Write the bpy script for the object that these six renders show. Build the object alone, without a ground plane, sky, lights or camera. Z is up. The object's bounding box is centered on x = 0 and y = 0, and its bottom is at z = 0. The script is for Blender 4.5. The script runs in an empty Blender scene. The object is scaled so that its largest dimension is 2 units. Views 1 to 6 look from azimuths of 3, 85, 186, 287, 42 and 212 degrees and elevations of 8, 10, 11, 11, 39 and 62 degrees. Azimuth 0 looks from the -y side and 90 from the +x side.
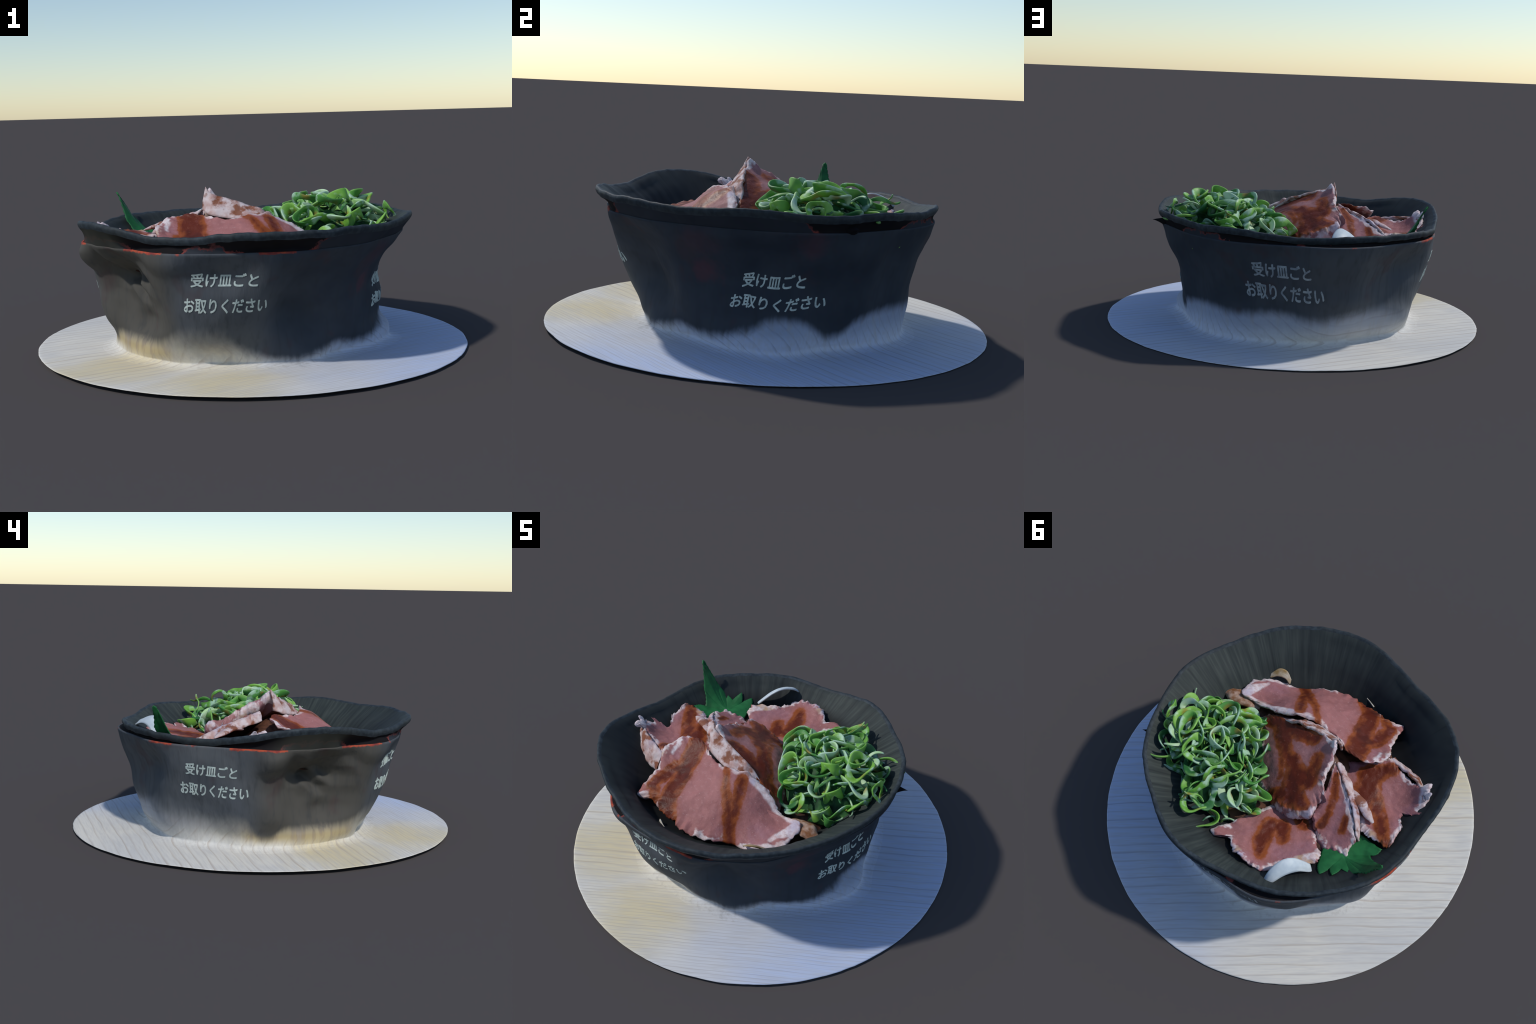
"""A black scalloped rice bowl in an eight-sided dark holder on a round pale wood
plate, filled with sliced roast meat, sauce, shredded scallion and a shiso leaf."""
import bpy, bmesh, math, random
import numpy as np
from mathutils import Vector, noise

rng = random.Random(7)
TAU = 2 * math.pi
CX, CY = -0.07, 0.02          # axis of bowl and holder

# ------------------------------------------------------------------ helpers
def smooth(a, b, x):
    t = max(0.0, min(1.0, (x - a) / (b - a)))
    return t * t * (3 - 2 * t)

def lerp(a, b, t):
    return a + (b - a) * t

def periodic(vals, az):
    """Periodic Catmull-Rom through equally spaced samples, az in degrees."""
    n = len(vals)
    f = (az % 360.0) / 360.0 * n
    i = int(math.floor(f)); t = f - i
    p0, p1, p2, p3 = (vals[(i + k) % n] for k in (-1, 0, 1, 2))
    return 0.5 * (2 * p1 + (p2 - p0) * t + (2 * p0 - 5 * p1 + 4 * p2 - p3) * t * t
                  + (3 * p1 - p0 - 3 * p2 + p3) * t ** 3)

def by_az(keys, az):
    """Piecewise smooth periodic function from (azimuth, value) keys."""
    az %= 360.0
    ks = sorted(keys)
    ks = [(ks[-1][0] - 360, ks[-1][1])] + ks + [(ks[0][0] + 360, ks[0][1])]
    for (a, v), (b, w) in zip(ks, ks[1:]):
        if a <= az <= b:
            return lerp(v, w, smooth(0, 1, (az - a) / (b - a)))

def az_gap(a, b):
    return (a - b + 180) % 360 - 180

def nz(x, y, z, s=1.0, o=0.0):
    return noise.noise(Vector((x * s + o, y * s - o, z * s + 2 * o)))

def at(az, r, z):
    a = math.radians(az)
    return (CX + r * math.sin(a), CY - r * math.cos(a), z)

def mesh_object(name, verts, faces, mat=None, parent=None, smooth_shade=True):
    me = bpy.data.meshes.new(name)
    me.from_pydata([tuple(v) for v in verts], [], faces)
    me.validate(); me.update()
    if smooth_shade:
        me.polygons.foreach_set("use_smooth", [True] * len(me.polygons))
    ob = bpy.data.objects.new(name, me)
    bpy.context.scene.collection.objects.link(ob)
    if mat:
        me.materials.append(mat)
    if parent:
        ob.parent = parent
    return ob

def thing(name, label, category):
    e = bpy.data.objects.new(name, None)
    bpy.context.scene.collection.objects.link(e)
    e["label"] = label; e["category"] = category
    return e

def loft(rows, close=True):
    n = len(rows[0]); verts = [v for r in rows for v in r]; faces = []
    for i in range(len(rows) - 1):
        for j in range(n if close else n - 1):
            k = (j + 1) % n
            faces.append((i * n + j, i * n + k, (i + 1) * n + k, (i + 1) * n + j))
    return verts, faces

# ------------------------------------------------------------------ node kit
class Kit:
    def __init__(self, name, rough=0.65, spec=0.25):
        self.mat = bpy.data.materials.new(name)
        self.mat.use_nodes = True
        self.t = self.mat.node_tree
        self.bsdf = next(n for n in self.t.nodes if n.type == 'BSDF_PRINCIPLED')
        self.bsdf.inputs['Roughness'].default_value = rough
        self.bsdf.inputs['Specular IOR Level'].default_value = spec
        self.obj = self.t.nodes.new('ShaderNodeTexCoord').outputs['Object']

    def put(self, sock, v):
        if v is None: return
        if hasattr(v, 'is_linked') or isinstance(v, bpy.types.NodeSocket):
            self.t.links.new(v, sock)
        else:
            sock.default_value = v

    def m(self, op, a, b=None, c=None, clamp=False):
        n = self.t.nodes.new('ShaderNodeMath'); n.operation = op; n.use_clamp = clamp
        for s, v in zip(n.inputs, (a, b, c)): self.put(s, v)
        return n.outputs[0]

    def v(self, op, a, b=None, scale=None):
        n = self.t.nodes.new('ShaderNodeVectorMath'); n.operation = op
        self.put(n.inputs[0], a)
        if b is not None: self.put(n.inputs[1], b)
        if scale is not None: n.inputs['Scale'].default_value = scale
        return n.outputs['Value'] if op in ('LENGTH', 'DOT_PRODUCT', 'DISTANCE') else n.outputs[0]

    def xyz(self, v=None):
        n = self.t.nodes.new('ShaderNodeSeparateXYZ'); self.put(n.inputs[0], v or self.obj)
        return n.outputs[0], n.outputs[1], n.outputs[2]

    def vec(self, x, y, z):
        n = self.t.nodes.new('ShaderNodeCombineXYZ')
        for s, v in zip(n.inputs, (x, y, z)): self.put(s, v)
        return n.outputs[0]

    def noise(self, scale, v=None, detail=3, rough=0.55, dist=0.0):
        n = self.t.nodes.new('ShaderNodeTexNoise')
        self.put(n.inputs['Vector'], v or self.obj)
        n.inputs['Scale'].default_value = scale; n.inputs['Detail'].default_value = detail
        n.inputs['Roughness'].default_value = rough; n.inputs['Distortion'].default_value = dist
        return n.outputs[0]

    def voronoi(self, scale, v=None, out=0):
        n = self.t.nodes.new('ShaderNodeTexVoronoi')
        self.put(n.inputs['Vector'], v or self.obj); n.inputs['Scale'].default_value = scale
        return n.outputs[out]

    def map(self, x, a, b, lo=0.0, hi=1.0, kind='SMOOTHSTEP'):
        n = self.t.nodes.new('ShaderNodeMapRange'); n.interpolation_type = kind; n.clamp = True
        for k, v in (('Value', x), ('From Min', a), ('From Max', b), ('To Min', lo), ('To Max', hi)):
            self.put(n.inputs[k], v)
        return n.outputs[0]

    def mix(self, f, a, b):
        n = self.t.nodes.new('ShaderNodeMix'); n.data_type = 'RGBA'
        self.put(n.inputs[0], f)
        for s, v in ((n.inputs[6], a), (n.inputs[7], b)):
            self.put(s, v if not isinstance(v, tuple) else (*v, 1.0)[:4])
        return n.outputs[2]

    def curve(self, x, pts):
        n = self.t.nodes.new('ShaderNodeFloatCurve')
        c = n.mapping.curves[0]
        while len(c.points) < len(pts): c.points.new(0.5, 0.5)
        for p, (a, b) in zip(c.points, sorted(pts)): p.location = (a, b)
        n.mapping.update(); self.put(n.inputs['Value'], x)
        return n.outputs[0]

    def azimuth(self):
        x, y, z = self.xyz()
        a = self.m('ARCTAN2', self.m('SUBTRACT', x, CX), self.m('SUBTRACT', CY, y))
        return self.m('FRACT', self.m('ADD', self.m('DIVIDE', a, TAU), 1.0)), z

    def around(self, frac, keys):
        """A value by azimuth in degrees; keys must hold 0 and 360."""
        return self.curve(frac, [(a / 360.0, v) for a, v in keys])

    def segments(self, v, segs):
        """Least (distance - radius) to line pieces in the xy plane."""
        best = None
        for a, b, ra, rb in segs:
            g = self.t.nodes.new('ShaderNodeGroup'); g.node_tree = segment_group()
            self.put(g.inputs[0], v)
            g.inputs[1].default_value = (a[0], a[1], 0); g.inputs[2].default_value = (b[0], b[1], 0)
            g.inputs[3].default_value = ra; g.inputs[4].default_value = rb
            best = g.outputs[0] if best is None else self.m('MINIMUM', best, g.outputs[0])
        return best

    def bump(self, h, strength=0.3, dist=0.01):
        n = self.t.nodes.new('ShaderNodeBump')
        n.inputs['Strength'].default_value = strength; n.inputs['Distance'].default_value = dist
        self.put(n.inputs['Height'], h); self.t.links.new(n.outputs[0], self.bsdf.inputs['Normal'])

    def done(self, col, rough=None):
        self.put(self.bsdf.inputs['Base Color'], col if not isinstance(col, tuple) else (*col, 1.0)[:4])
        if rough is not None: self.put(self.bsdf.inputs['Roughness'], rough)
        return self.mat

def segment_group():
    g = bpy.data.node_groups.get('segment_distance')
    if g: return g
    g = bpy.data.node_groups.new('segment_distance', 'ShaderNodeTree')
    for nme, ty in (('P', 'NodeSocketVector'), ('A', 'NodeSocketVector'), ('B', 'NodeSocketVector'),
                    ('RA', 'NodeSocketFloat'), ('RB', 'NodeSocketFloat')):
        g.interface.new_socket(nme, in_out='INPUT', socket_type=ty)
    g.interface.new_socket('D', in_out='OUTPUT', socket_type='NodeSocketFloat')
    i = g.nodes.new('NodeGroupInput'); o = g.nodes.new('NodeGroupOutput')
    def V(op, a, b):
        n = g.nodes.new('ShaderNodeVectorMath'); n.operation = op
        for s, v in zip(n.inputs, (a, b)):
            if isinstance(v, bpy.types.NodeSocket): g.links.new(v, s)
            else: s.default_value = v
        return n
    def M(op, a, b, clamp=False):
        n = g.nodes.new('ShaderNodeMath'); n.operation = op; n.use_clamp = clamp
        for s, v in zip(n.inputs, (a, b)):
            if isinstance(v, bpy.types.NodeSocket): g.links.new(v, s)
            else: s.default_value = v
        return n.outputs[0]
    p = V('MULTIPLY', i.outputs['P'], (1, 1, 0)).outputs[0]
    pa = V('SUBTRACT', p, i.outputs['A']).outputs[0]
    ba = V('SUBTRACT', i.outputs['B'], i.outputs['A']).outputs[0]
    h = M('DIVIDE', V('DOT_PRODUCT', pa, ba).outputs['Value'], V('DOT_PRODUCT', ba, ba).outputs['Value'], True)
    sc = g.nodes.new('ShaderNodeVectorMath'); sc.operation = 'SCALE'
    g.links.new(ba, sc.inputs[0]); g.links.new(h, sc.inputs['Scale'])
    d = V('DISTANCE', pa, sc.outputs[0]).outputs['Value']
    r = M('ADD', i.outputs['RA'], M('MULTIPLY', h, M('SUBTRACT', i.outputs['RB'], i.outputs['RA'])))
    g.links.new(M('SUBTRACT', d, r), o.inputs[0])
    return g

# ------------------------------------------------------------------ profiles
# holder wall: radius every 15 degrees at a few heights
WALL = [
 (0.015, [0.560,0.580,0.594,0.579,0.604,0.660,0.670,0.640,0.637,0.655,0.640,0.599,0.580,0.563,0.533,0.535,0.559,0.562,0.565,0.586,0.590,0.590,0.580,0.567]),
 (0.070, [0.580,0.606,0.612,0.605,0.619,0.660,0.665,0.654,0.649,0.652,0.645,0.620,0.610,0.593,0.570,0.580,0.590,0.580,0.567,0.577,0.594,0.615,0.620,0.588]),
 (0.130, [0.634,0.623,0.623,0.622,0.632,0.654,0.664,0.659,0.655,0.652,0.646,0.643,0.632,0.605,0.597,0.617,0.621,0.594,0.582,0.601,0.615,0.632,0.645,0.645]),
 (0.220, [0.676,0.660,0.649,0.646,0.651,0.665,0.677,0.675,0.666,0.659,0.654,0.646,0.637,0.633,0.639,0.645,0.640,0.615,0.613,0.635,0.650,0.655,0.667,0.679]),
 (0.320, [0.705,0.707,0.692,0.670,0.646,0.638,0.660,0.680,0.690,0.684,0.677,0.668,0.662,0.655,0.650,0.655,0.660,0.640,0.632,0.658,0.690,0.710,0.710,0.701]),
 (0.420, [0.706,0.732,0.753,0.725,0.655,0.650,0.699,0.737,0.739,0.718,0.709,0.705,0.703,0.695,0.682,0.676,0.680,0.668,0.656,0.677,0.712,0.736,0.740,0.720]),
 (0.515, [0.734,0.758,0.798,0.788,0.733,0.740,0.784,0.784,0.752,0.751,0.752,0.724,0.704,0.719,0.706,0.692,0.698,0.685,0.672,0.697,0.724,0.730,0.726,0.736]),
]
# bowl rim: radius and height every 10 degrees
RIM_R = [0.789,0.810,0.818,0.819,0.817,0.811,0.806,0.812,0.819,0.812,0.801,0.797,0.789,0.769,0.754,0.753,0.743,0.713,0.687,0.682,0.687,0.687,0.685,0.689,0.693,0.687,0.676,0.677,0.697,0.728,0.756,0.768,0.764,0.754,0.750,0.764]
RIM_Z = [0.601,0.607,0.604,0.603,0.604,0.599,0.595,0.604,0.611,0.600,0.589,0.594,0.599,0.589,0.581,0.586,0.587,0.572,0.560,0.562,0.568,0.570,0.569,0.571,0.571,0.564,0.556,0.558,0.574,0.599,0.621,0.630,0.621,0.599,0.584,0.587]
# how deep the dark recess between lip and holder edge is, by azimuth
RECESS = [(0, .4), (12, 1), (20, 1), (32, 0), (95, 0), (105, .5), (115, .4), (130, 0), (160, .5), (185, 1), (290, 1), (305, .1), (316, .1), (325, 1), (345, 1), (355, .3)]

def wall_radius(az, z):
    zs = [w[0] for w in WALL]
    z = max(zs[0], min(zs[-1], z))
    rs = [periodic(w[1], az) for w in WALL]
    i = max(0, min(len(zs) - 2, next((k for k in range(len(zs) - 1) if z <= zs[k + 1]), 0)))
    h = zs[i + 1] - zs[i]; t = (z - zs[i]) / h
    def slope(k):
        a, b = max(0, k - 1), min(len(zs) - 1, k + 1)
        return (rs[b] - rs[a]) / (zs[b] - zs[a])
    m0, m1 = slope(i) * h, slope(i + 1) * h
    return ((2 * t**3 - 3 * t**2 + 1) * rs[i] + (t**3 - 2 * t**2 + t) * m0
            + (-2 * t**3 + 3 * t**2) * rs[i + 1] + (t**3 - t**2) * m1)

# hollows (negative) and folds (positive) pressed into the holder:
# azimuth, height, half width in degrees, half height below and above, depth
PRESSED = [
 (32, .33, 13, .19, .17, -.078), (27, .30, 7, .12, .12, -.028), (226, .32, 14, .15, .16, -.072), (313, .37, 15.5, .21, .105, -.118),
 (296, .19, 7, .07, .08, .025), (175, .30, 18, .18, .14, -.010), (174, .47, 9, .06, .04, -.015), (172, .14, 9, .06, .06, -.018),
 (145, .30, 12, .17, .15, .004), (132, .37, 8, .08, .06, -.012), (131, .25, 7, .12, .12, -.014), (37, .29, 6, .06, .06, .02), (22, .24, 6, .06, .06, -.015), (73, .36, 6, .05, .05, .012),
 (307, .36, 9, .10, .06, -.040), (296, .46, 7, .06, .06, .030), (329, .24, 7, .07, .06, -.022), (320, .18, 8, .05, .05, -.025), (325, .37, 9, .13, .10, -.050), (238, .42, 8, .08, .06, -.030), (220, .16, 9, .08, .07, -.016), (358, .54, 10, .04, .04, .012), (264, .20, 8, .12, .06, -.015), (127, .12, 7, .06, .06, -.015),
 (68, .46, 14, .10, .06, .058), (24, .48, 6, .05, .05, .018), (63, .24, 7, .06, .06, -.015), (38, .21, 8, .07, .08, -.02),
 (89, .06, 9, .06, .05, .040), (342, .05, 8, .05, .05, .030), (72, .07, 16, .07, .06, .020), (35, .03, 8, .05, .05, .03),
 (341, .49, 8, .06, .08, .022), (354, .50, 14, .06, .05, .020), (18, .43, 8, .09, .09, .026), (118, .22, 6, .12, .12, .015),
 (107, .34, 6, .08, .08, .015), (96, .47, 7, .05, .05, -.012), (267, .05, 10, .04, .05, -.015),
 (325, .15, 9, .07, .07, -.020), (237, .38, 9, .07, .06, -.016), (228, .11, 9, .06, .05, -.015), (175, .43, 9, .06, .05, -.014), (172, .12, 9, .06, .05, -.013),
 (21, .25, 7, .08, .07, -.015), (127, .43, 7, .06, .05, -.012), (296, .45, 6, .06, .05, .018), (314, .47, 6, .04, .035, -.025)]

def wall_dents(az, z):
    """Crushed corner at the front left, hollows between the lettered sides, ripples."""
    d = 0.0
    for a, h, wa, lo, hi, amp in PRESSED:
        u = abs(az_gap(az, a)) / wa
        v = (h - z) / lo if z < h else (z - h) / hi
        q = u ** 2.6 + v ** 2.6
        if q < 12:
            d += amp * math.exp(-q * .9)
    g = math.exp(-(az_gap(az, 313) / 8.0) ** 2 - ((z - 0.372) / (0.060 if z > .372 else .026)) ** 2)
    x, y, zz = at(az, 0.68, z)
    d -= 0.060 * g
    near = math.exp(-(az_gap(az, 313) / 17) ** 2 - ((z - 0.40) / 0.12) ** 2)
    if near > .01:
        # crumpled flat facets: straight-sided pieces between random heights
        fu, fv = az / 5.5, z / 0.052
        iu, iv = math.floor(fu), math.floor(fv); tu, tv = fu - iu, fv - iv
        def knot(a, b): return .055 * noise.noise(Vector((a * 3.71, b * 5.13, 1.5)))
        if tu + tv < 1: k = knot(iu, iv) * (1 - tu - tv) + knot(iu + 1, iv) * tu + knot(iu, iv + 1) * tv
        else: k = knot(iu + 1, iv + 1) * (tu + tv - 1) + knot(iu + 1, iv) * (1 - tv) + knot(iu, iv + 1) * (1 - tu)
        d += min(1, near * 1.4) * k
    fade = smooth(0.0, 0.12, z) * (1 - smooth(.44, .515, z))
    d += 0.009 * nz(x, y, zz, 4.5, 1.7) * fade + 0.004 * nz(x, y, zz, 13, 5) * fade
    return d

def plate_edge_z(az):
    return 0.0105 + 0.008 * math.cos(math.radians(az - 325))

def plate_z(x, y):
    az = math.degrees(math.atan2(x, -y)); r = math.hypot(x, y)
    return plate_edge_z(az) * smooth(0, 1, r) + 0.012 * (1 - smooth(0, 1, r)) + 0.0015 * nz(x, y, 0, 6)

RED_Z = 0.515
NAZ = 288

def wall_point(az, z):
    return at(az, wall_radius(az, z) + wall_dents(az, z), z)

# ------------------------------------------------------------------ materials
def wood_colour(k):
    """Pale grained plate wood; the grain runs along 33.5 degrees."""
    x, y, z = k.xyz()
    a = math.radians(33.5)
    warp = k.noise(1.6, detail=2)
    across = k.m('ADD', k.m('MULTIPLY', x, -math.sin(a)), k.m('MULTIPLY', y, math.cos(a)))
    along = k.m('ADD', k.m('MULTIPLY', x, math.cos(a)), k.m('MULTIPLY', y, math.sin(a)))
    q = k.m('ADD', across, k.m('MULTIPLY', k.m('SUBTRACT', warp, 0.5), 0.045))
    q = k.m('ADD', q, k.m('MULTIPLY', z, 0.6))
    # wide rings over most of the plate, close rings towards the front right
    close = k.m('MINIMUM', k.m('ADD', q, 0.41), 0.0)
    jit = k.noise(2.6, k.vec(k.m('MULTIPLY', along, .35), k.m('MULTIPLY', across, 6.0), 0.0), 3, .6)
    ph = k.m('ADD', k.m('ADD', k.m('MULTIPLY', q, 21.0), k.m('MULTIPLY', close, 30.0)), k.m('MULTIPLY', k.m('SUBTRACT', jit, .5), .7))
    saw = k.m('FRACT', ph)
    line = k.m('MULTIPLY', k.map(saw, 0.70, 0.95), k.map(saw, 0.95, 1.0, 1.0, 0.0))
    stretched = k.vec(k.m('MULTIPLY', along, 5.0), k.m('MULTIPLY', across, 60.0), k.m('MULTIPLY', z, 30.0))
    fibre = k.noise(1.6, stretched, 4, 0.6)
    broad = k.noise(1.8, detail=2)
    strength = k.m('MULTIPLY', line, k.map(k.noise(1.0, k.vec(k.m('MULTIPLY', along, 1.6), k.m('MULTIPLY', across, 40.0), 0.0), 2, .5), 0.35, 0.62, 0.30, 1.0))
    base = k.mix(k.map(broad, 0.35, 0.65), (0.73, 0.70, 0.63), (0.64, 0.63, 0.60))
    # blue sky-shadow tint baked into the wood, right and back right
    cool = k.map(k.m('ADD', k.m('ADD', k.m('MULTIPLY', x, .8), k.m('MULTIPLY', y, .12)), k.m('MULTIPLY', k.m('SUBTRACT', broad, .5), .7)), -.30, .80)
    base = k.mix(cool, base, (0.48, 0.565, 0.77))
    # warm yellowed patches towards the front left
    broad2 = k.noise(2.2, k.vec(k.m('MULTIPLY', along, .6), k.m('MULTIPLY', across, 1.6), 0.0), 5, .6)
    warm = k.m('MINIMUM', k.m('ADD', k.m('SUBTRACT', k.v('DISTANCE', k.vec(x, y, 0.0), (-0.55, -0.55, 0.0)), 0.10),
                              k.m('MULTIPLY', k.m('SUBTRACT', broad2, 0.5), 1.0)),
               k.m('ADD', k.m('SUBTRACT', k.v('DISTANCE', k.vec(x, y, 0.0), (-0.12, -0.84, 0.0)), 0.04),
                   k.m('MULTIPLY', k.m('SUBTRACT', broad2, 0.5), 1.0)))
    warm = k.map(warm, -0.1, 0.36, 1.0, 0.0)
    base = k.mix(k.m('MULTIPLY', warm, 0.9), base, (0.68, 0.59, 0.38))
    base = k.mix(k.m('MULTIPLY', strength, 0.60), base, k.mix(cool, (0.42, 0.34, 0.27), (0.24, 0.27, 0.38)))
    base = k.mix(k.map(fibre, 0.35, 0.72, 0.0, 0.42), base, (0.48, 0.47, 0.47))
    return base, k.m('SUBTRACT', fibre, k.m('MULTIPLY', strength, 0.4))

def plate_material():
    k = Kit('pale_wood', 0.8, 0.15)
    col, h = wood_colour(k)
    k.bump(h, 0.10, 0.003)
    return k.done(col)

def holder_material():
    k = Kit('dark_holder_shell', 0.75, 0.10)
    f, z = k.azimuth()
    x, y, _ = k.xyz()
    streak = k.noise(1.0, k.vec(k.m('MULTIPLY', x, 38), k.m('MULTIPLY', y, 38), k.m('MULTIPLY', z, 5)), 3)
    broad = k.noise(5.0, detail=3)
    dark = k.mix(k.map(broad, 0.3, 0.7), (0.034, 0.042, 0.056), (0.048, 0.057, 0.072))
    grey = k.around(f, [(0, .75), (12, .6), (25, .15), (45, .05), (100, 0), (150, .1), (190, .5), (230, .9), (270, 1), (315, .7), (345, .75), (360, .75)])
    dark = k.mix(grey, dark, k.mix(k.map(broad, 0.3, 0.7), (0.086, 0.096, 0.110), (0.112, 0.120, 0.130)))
    corner = k.around(f, [(0, 0), (280, 0), (297, 1), (335, 1), (348, 0), (360, 0)])
    dark = k.mix(k.m('MULTIPLY', corner, .8), dark, (0.080, 0.073, 0.060))
    dark = k.mix(k.map(streak, 0.45, 0.8, 0.0, 0.5), dark, (0.040, 0.045, 0.050))
    # faint rusty smudges
    smudge = k.m('MULTIPLY', k.map(k.noise(7.0, detail=2), 0.58, 0.72), 0.35)
    dark = k.mix(smudge, dark, (0.075, 0.042, 0.045))
    # wood showing below an uneven line
    top = k.around(f, [(0, .150), (10, .085), (27, .045), (37, .062), (48, .080), (62, .070), (78, .112), (88, .160), (97, .148),
                       (109, .080), (118, .145), (135, .168), (156, .163), (170, .180), (190, .150), (209, .183), (225, .188),
                       (244, .168), (267, .157), (282, .158), (294, .066), (300, .112), (331, .120), (346, .166), (360, .150)])
    lvl = k.m('ADD', k.m('SUBTRACT', z, top), k.m('ADD', k.m('MULTIPLY', k.m('SUBTRACT', streak, 0.5), 0.030), k.m('MULTIPLY', k.m('SUBTRACT', broad, 0.5), 0.03)))
    soft = k.around(f, [(0, .9), (20, .3), (80, .25), (150, .3), (220, .5), (260, .9), (285, .6), (298, .22), (330, .25), (345, .8), (360, .9)])
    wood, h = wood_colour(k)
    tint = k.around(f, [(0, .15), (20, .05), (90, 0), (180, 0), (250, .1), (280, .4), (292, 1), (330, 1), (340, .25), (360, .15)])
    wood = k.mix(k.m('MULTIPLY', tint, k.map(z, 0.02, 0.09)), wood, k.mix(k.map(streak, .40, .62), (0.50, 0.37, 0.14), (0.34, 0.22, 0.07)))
    bluish = k.around(f, [(0, .3), (40, .8), (110, 1), (200, 1), (250, .4), (290, 0), (340, 0), (360, .3)])  # foot dimmed and tinted blue to carry the shade on the far side
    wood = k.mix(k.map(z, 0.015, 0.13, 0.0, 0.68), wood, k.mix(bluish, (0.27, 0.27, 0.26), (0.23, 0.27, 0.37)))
    wood = k.mix(k.map(streak, 0.5, 0.75, 0.0, 0.35), wood, (0.40, 0.37, 0.33))
    w = k.m('ADD', k.m('MULTIPLY', soft, 0.10), .012)
    mask = k.map(lvl, k.m('MULTIPLY', w, -1.0), k.m('MULTIPLY', w, 0.5), 1.0, 0.0)
    col = k.mix(mask, dark, wood)
    # red lacquer edge at the top
    red_on = k.around(f, [(0, .3), (8, .25), (12, 1), (21, 1), (25, 0), (36, 0), (195, 0), (205, .4), (220, .15), (238, .35), (243, 1), (250, 1), (254, .4), (276, .4), (279, 1), (298, 1), (302, 0), (320, 0), (324, 1), (338, 1), (342, .35), (360, .3)])
    jag = k.m('MULTIPLY', k.m('SUBTRACT', k.noise(26.0, detail=5, rough=.7), 0.5), 0.032)
    edge = k.map(k.m('ADD', z, jag), RED_Z - 0.004, RED_Z + 0.001)
    gate = k.map(k.m('ADD', red_on, k.m('MULTIPLY', k.m('SUBTRACT', k.noise(16.0, detail=4), 0.5), 2.2)), 0.55, 0.85)
    red = k.mix(k.map(k.noise(30.0), 0.35, 0.65), (0.46, 0.085, 0.042), (0.22, 0.045, 0.040))
    col = k.mix(k.m('MULTIPLY', edge, gate), col, red)
    # dull crimson scuffs on the right side
    for (p, r, s) in (((0.505, -0.285, 0.33), 0.08, .35), ((0.58, -0.34, 0.44), 0.12, .2), ((0.70, 0.12, 0.455), 0.10, .28)):
        d = k.m('ADD', k.v('DISTANCE', k.obj, p), k.m('MULTIPLY', k.m('SUBTRACT', k.noise(14.0, detail=4), 0.5), 0.16))
        col = k.mix(k.map(d, r * .2, r, s, 0.0), col, (0.16, 0.045, 0.055))
    k.bump(k.m('ADD', streak, k.m('MULTIPLY', broad, 1.5)), 0.25, 0.01)
    return k.done(col)

def bowl_material():
    k = Kit('black_bowl_lacquer', 0.62, 0.15)
    f, z = k.azimuth()
    x, y, _ = k.xyz()
    flat = k.vec(k.m('SUBTRACT', x, CX), k.m('SUBTRACT', y, CY), 0.0)
    rad = k.v('LENGTH', flat)
    ray = k.v('NORMALIZE', flat)
    streak = k.noise(1.0, k.v('ADD', k.v('SCALE', ray, scale=38.0), k.vec(0.0, 0.0, k.m('MULTIPLY', rad, 4.0))), 3, 0.6)
    broad = k.noise(5.0, detail=3)
    c = k.mix(k.map(broad, .3, .7), (0.020, 0.024, 0.027), (0.030, 0.036, 0.037))
    olive = k.around(f, [(0, .35), (30, .5), (60, .9), (100, 1), (160, 1), (190, .6), (220, .3), (270, .05), (330, .05), (360, .35)])  # sunlight on the inner wall mixed into the colour; shadowed side kept black
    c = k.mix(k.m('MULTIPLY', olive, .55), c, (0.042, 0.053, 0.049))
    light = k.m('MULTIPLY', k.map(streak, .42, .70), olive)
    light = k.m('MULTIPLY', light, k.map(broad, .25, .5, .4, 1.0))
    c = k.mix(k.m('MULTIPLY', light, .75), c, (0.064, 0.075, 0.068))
    c = k.mix(k.map(streak, .28, .45, .4, 0.0), c, (0.012, 0.014, 0.016))
    # deep shadow around the food, painted in near-black
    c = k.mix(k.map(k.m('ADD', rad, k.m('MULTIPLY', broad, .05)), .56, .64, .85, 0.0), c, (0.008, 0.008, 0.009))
    k.bump(k.m('ADD', streak, broad), 0.16, 0.006)
    return k.done(c)

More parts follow.
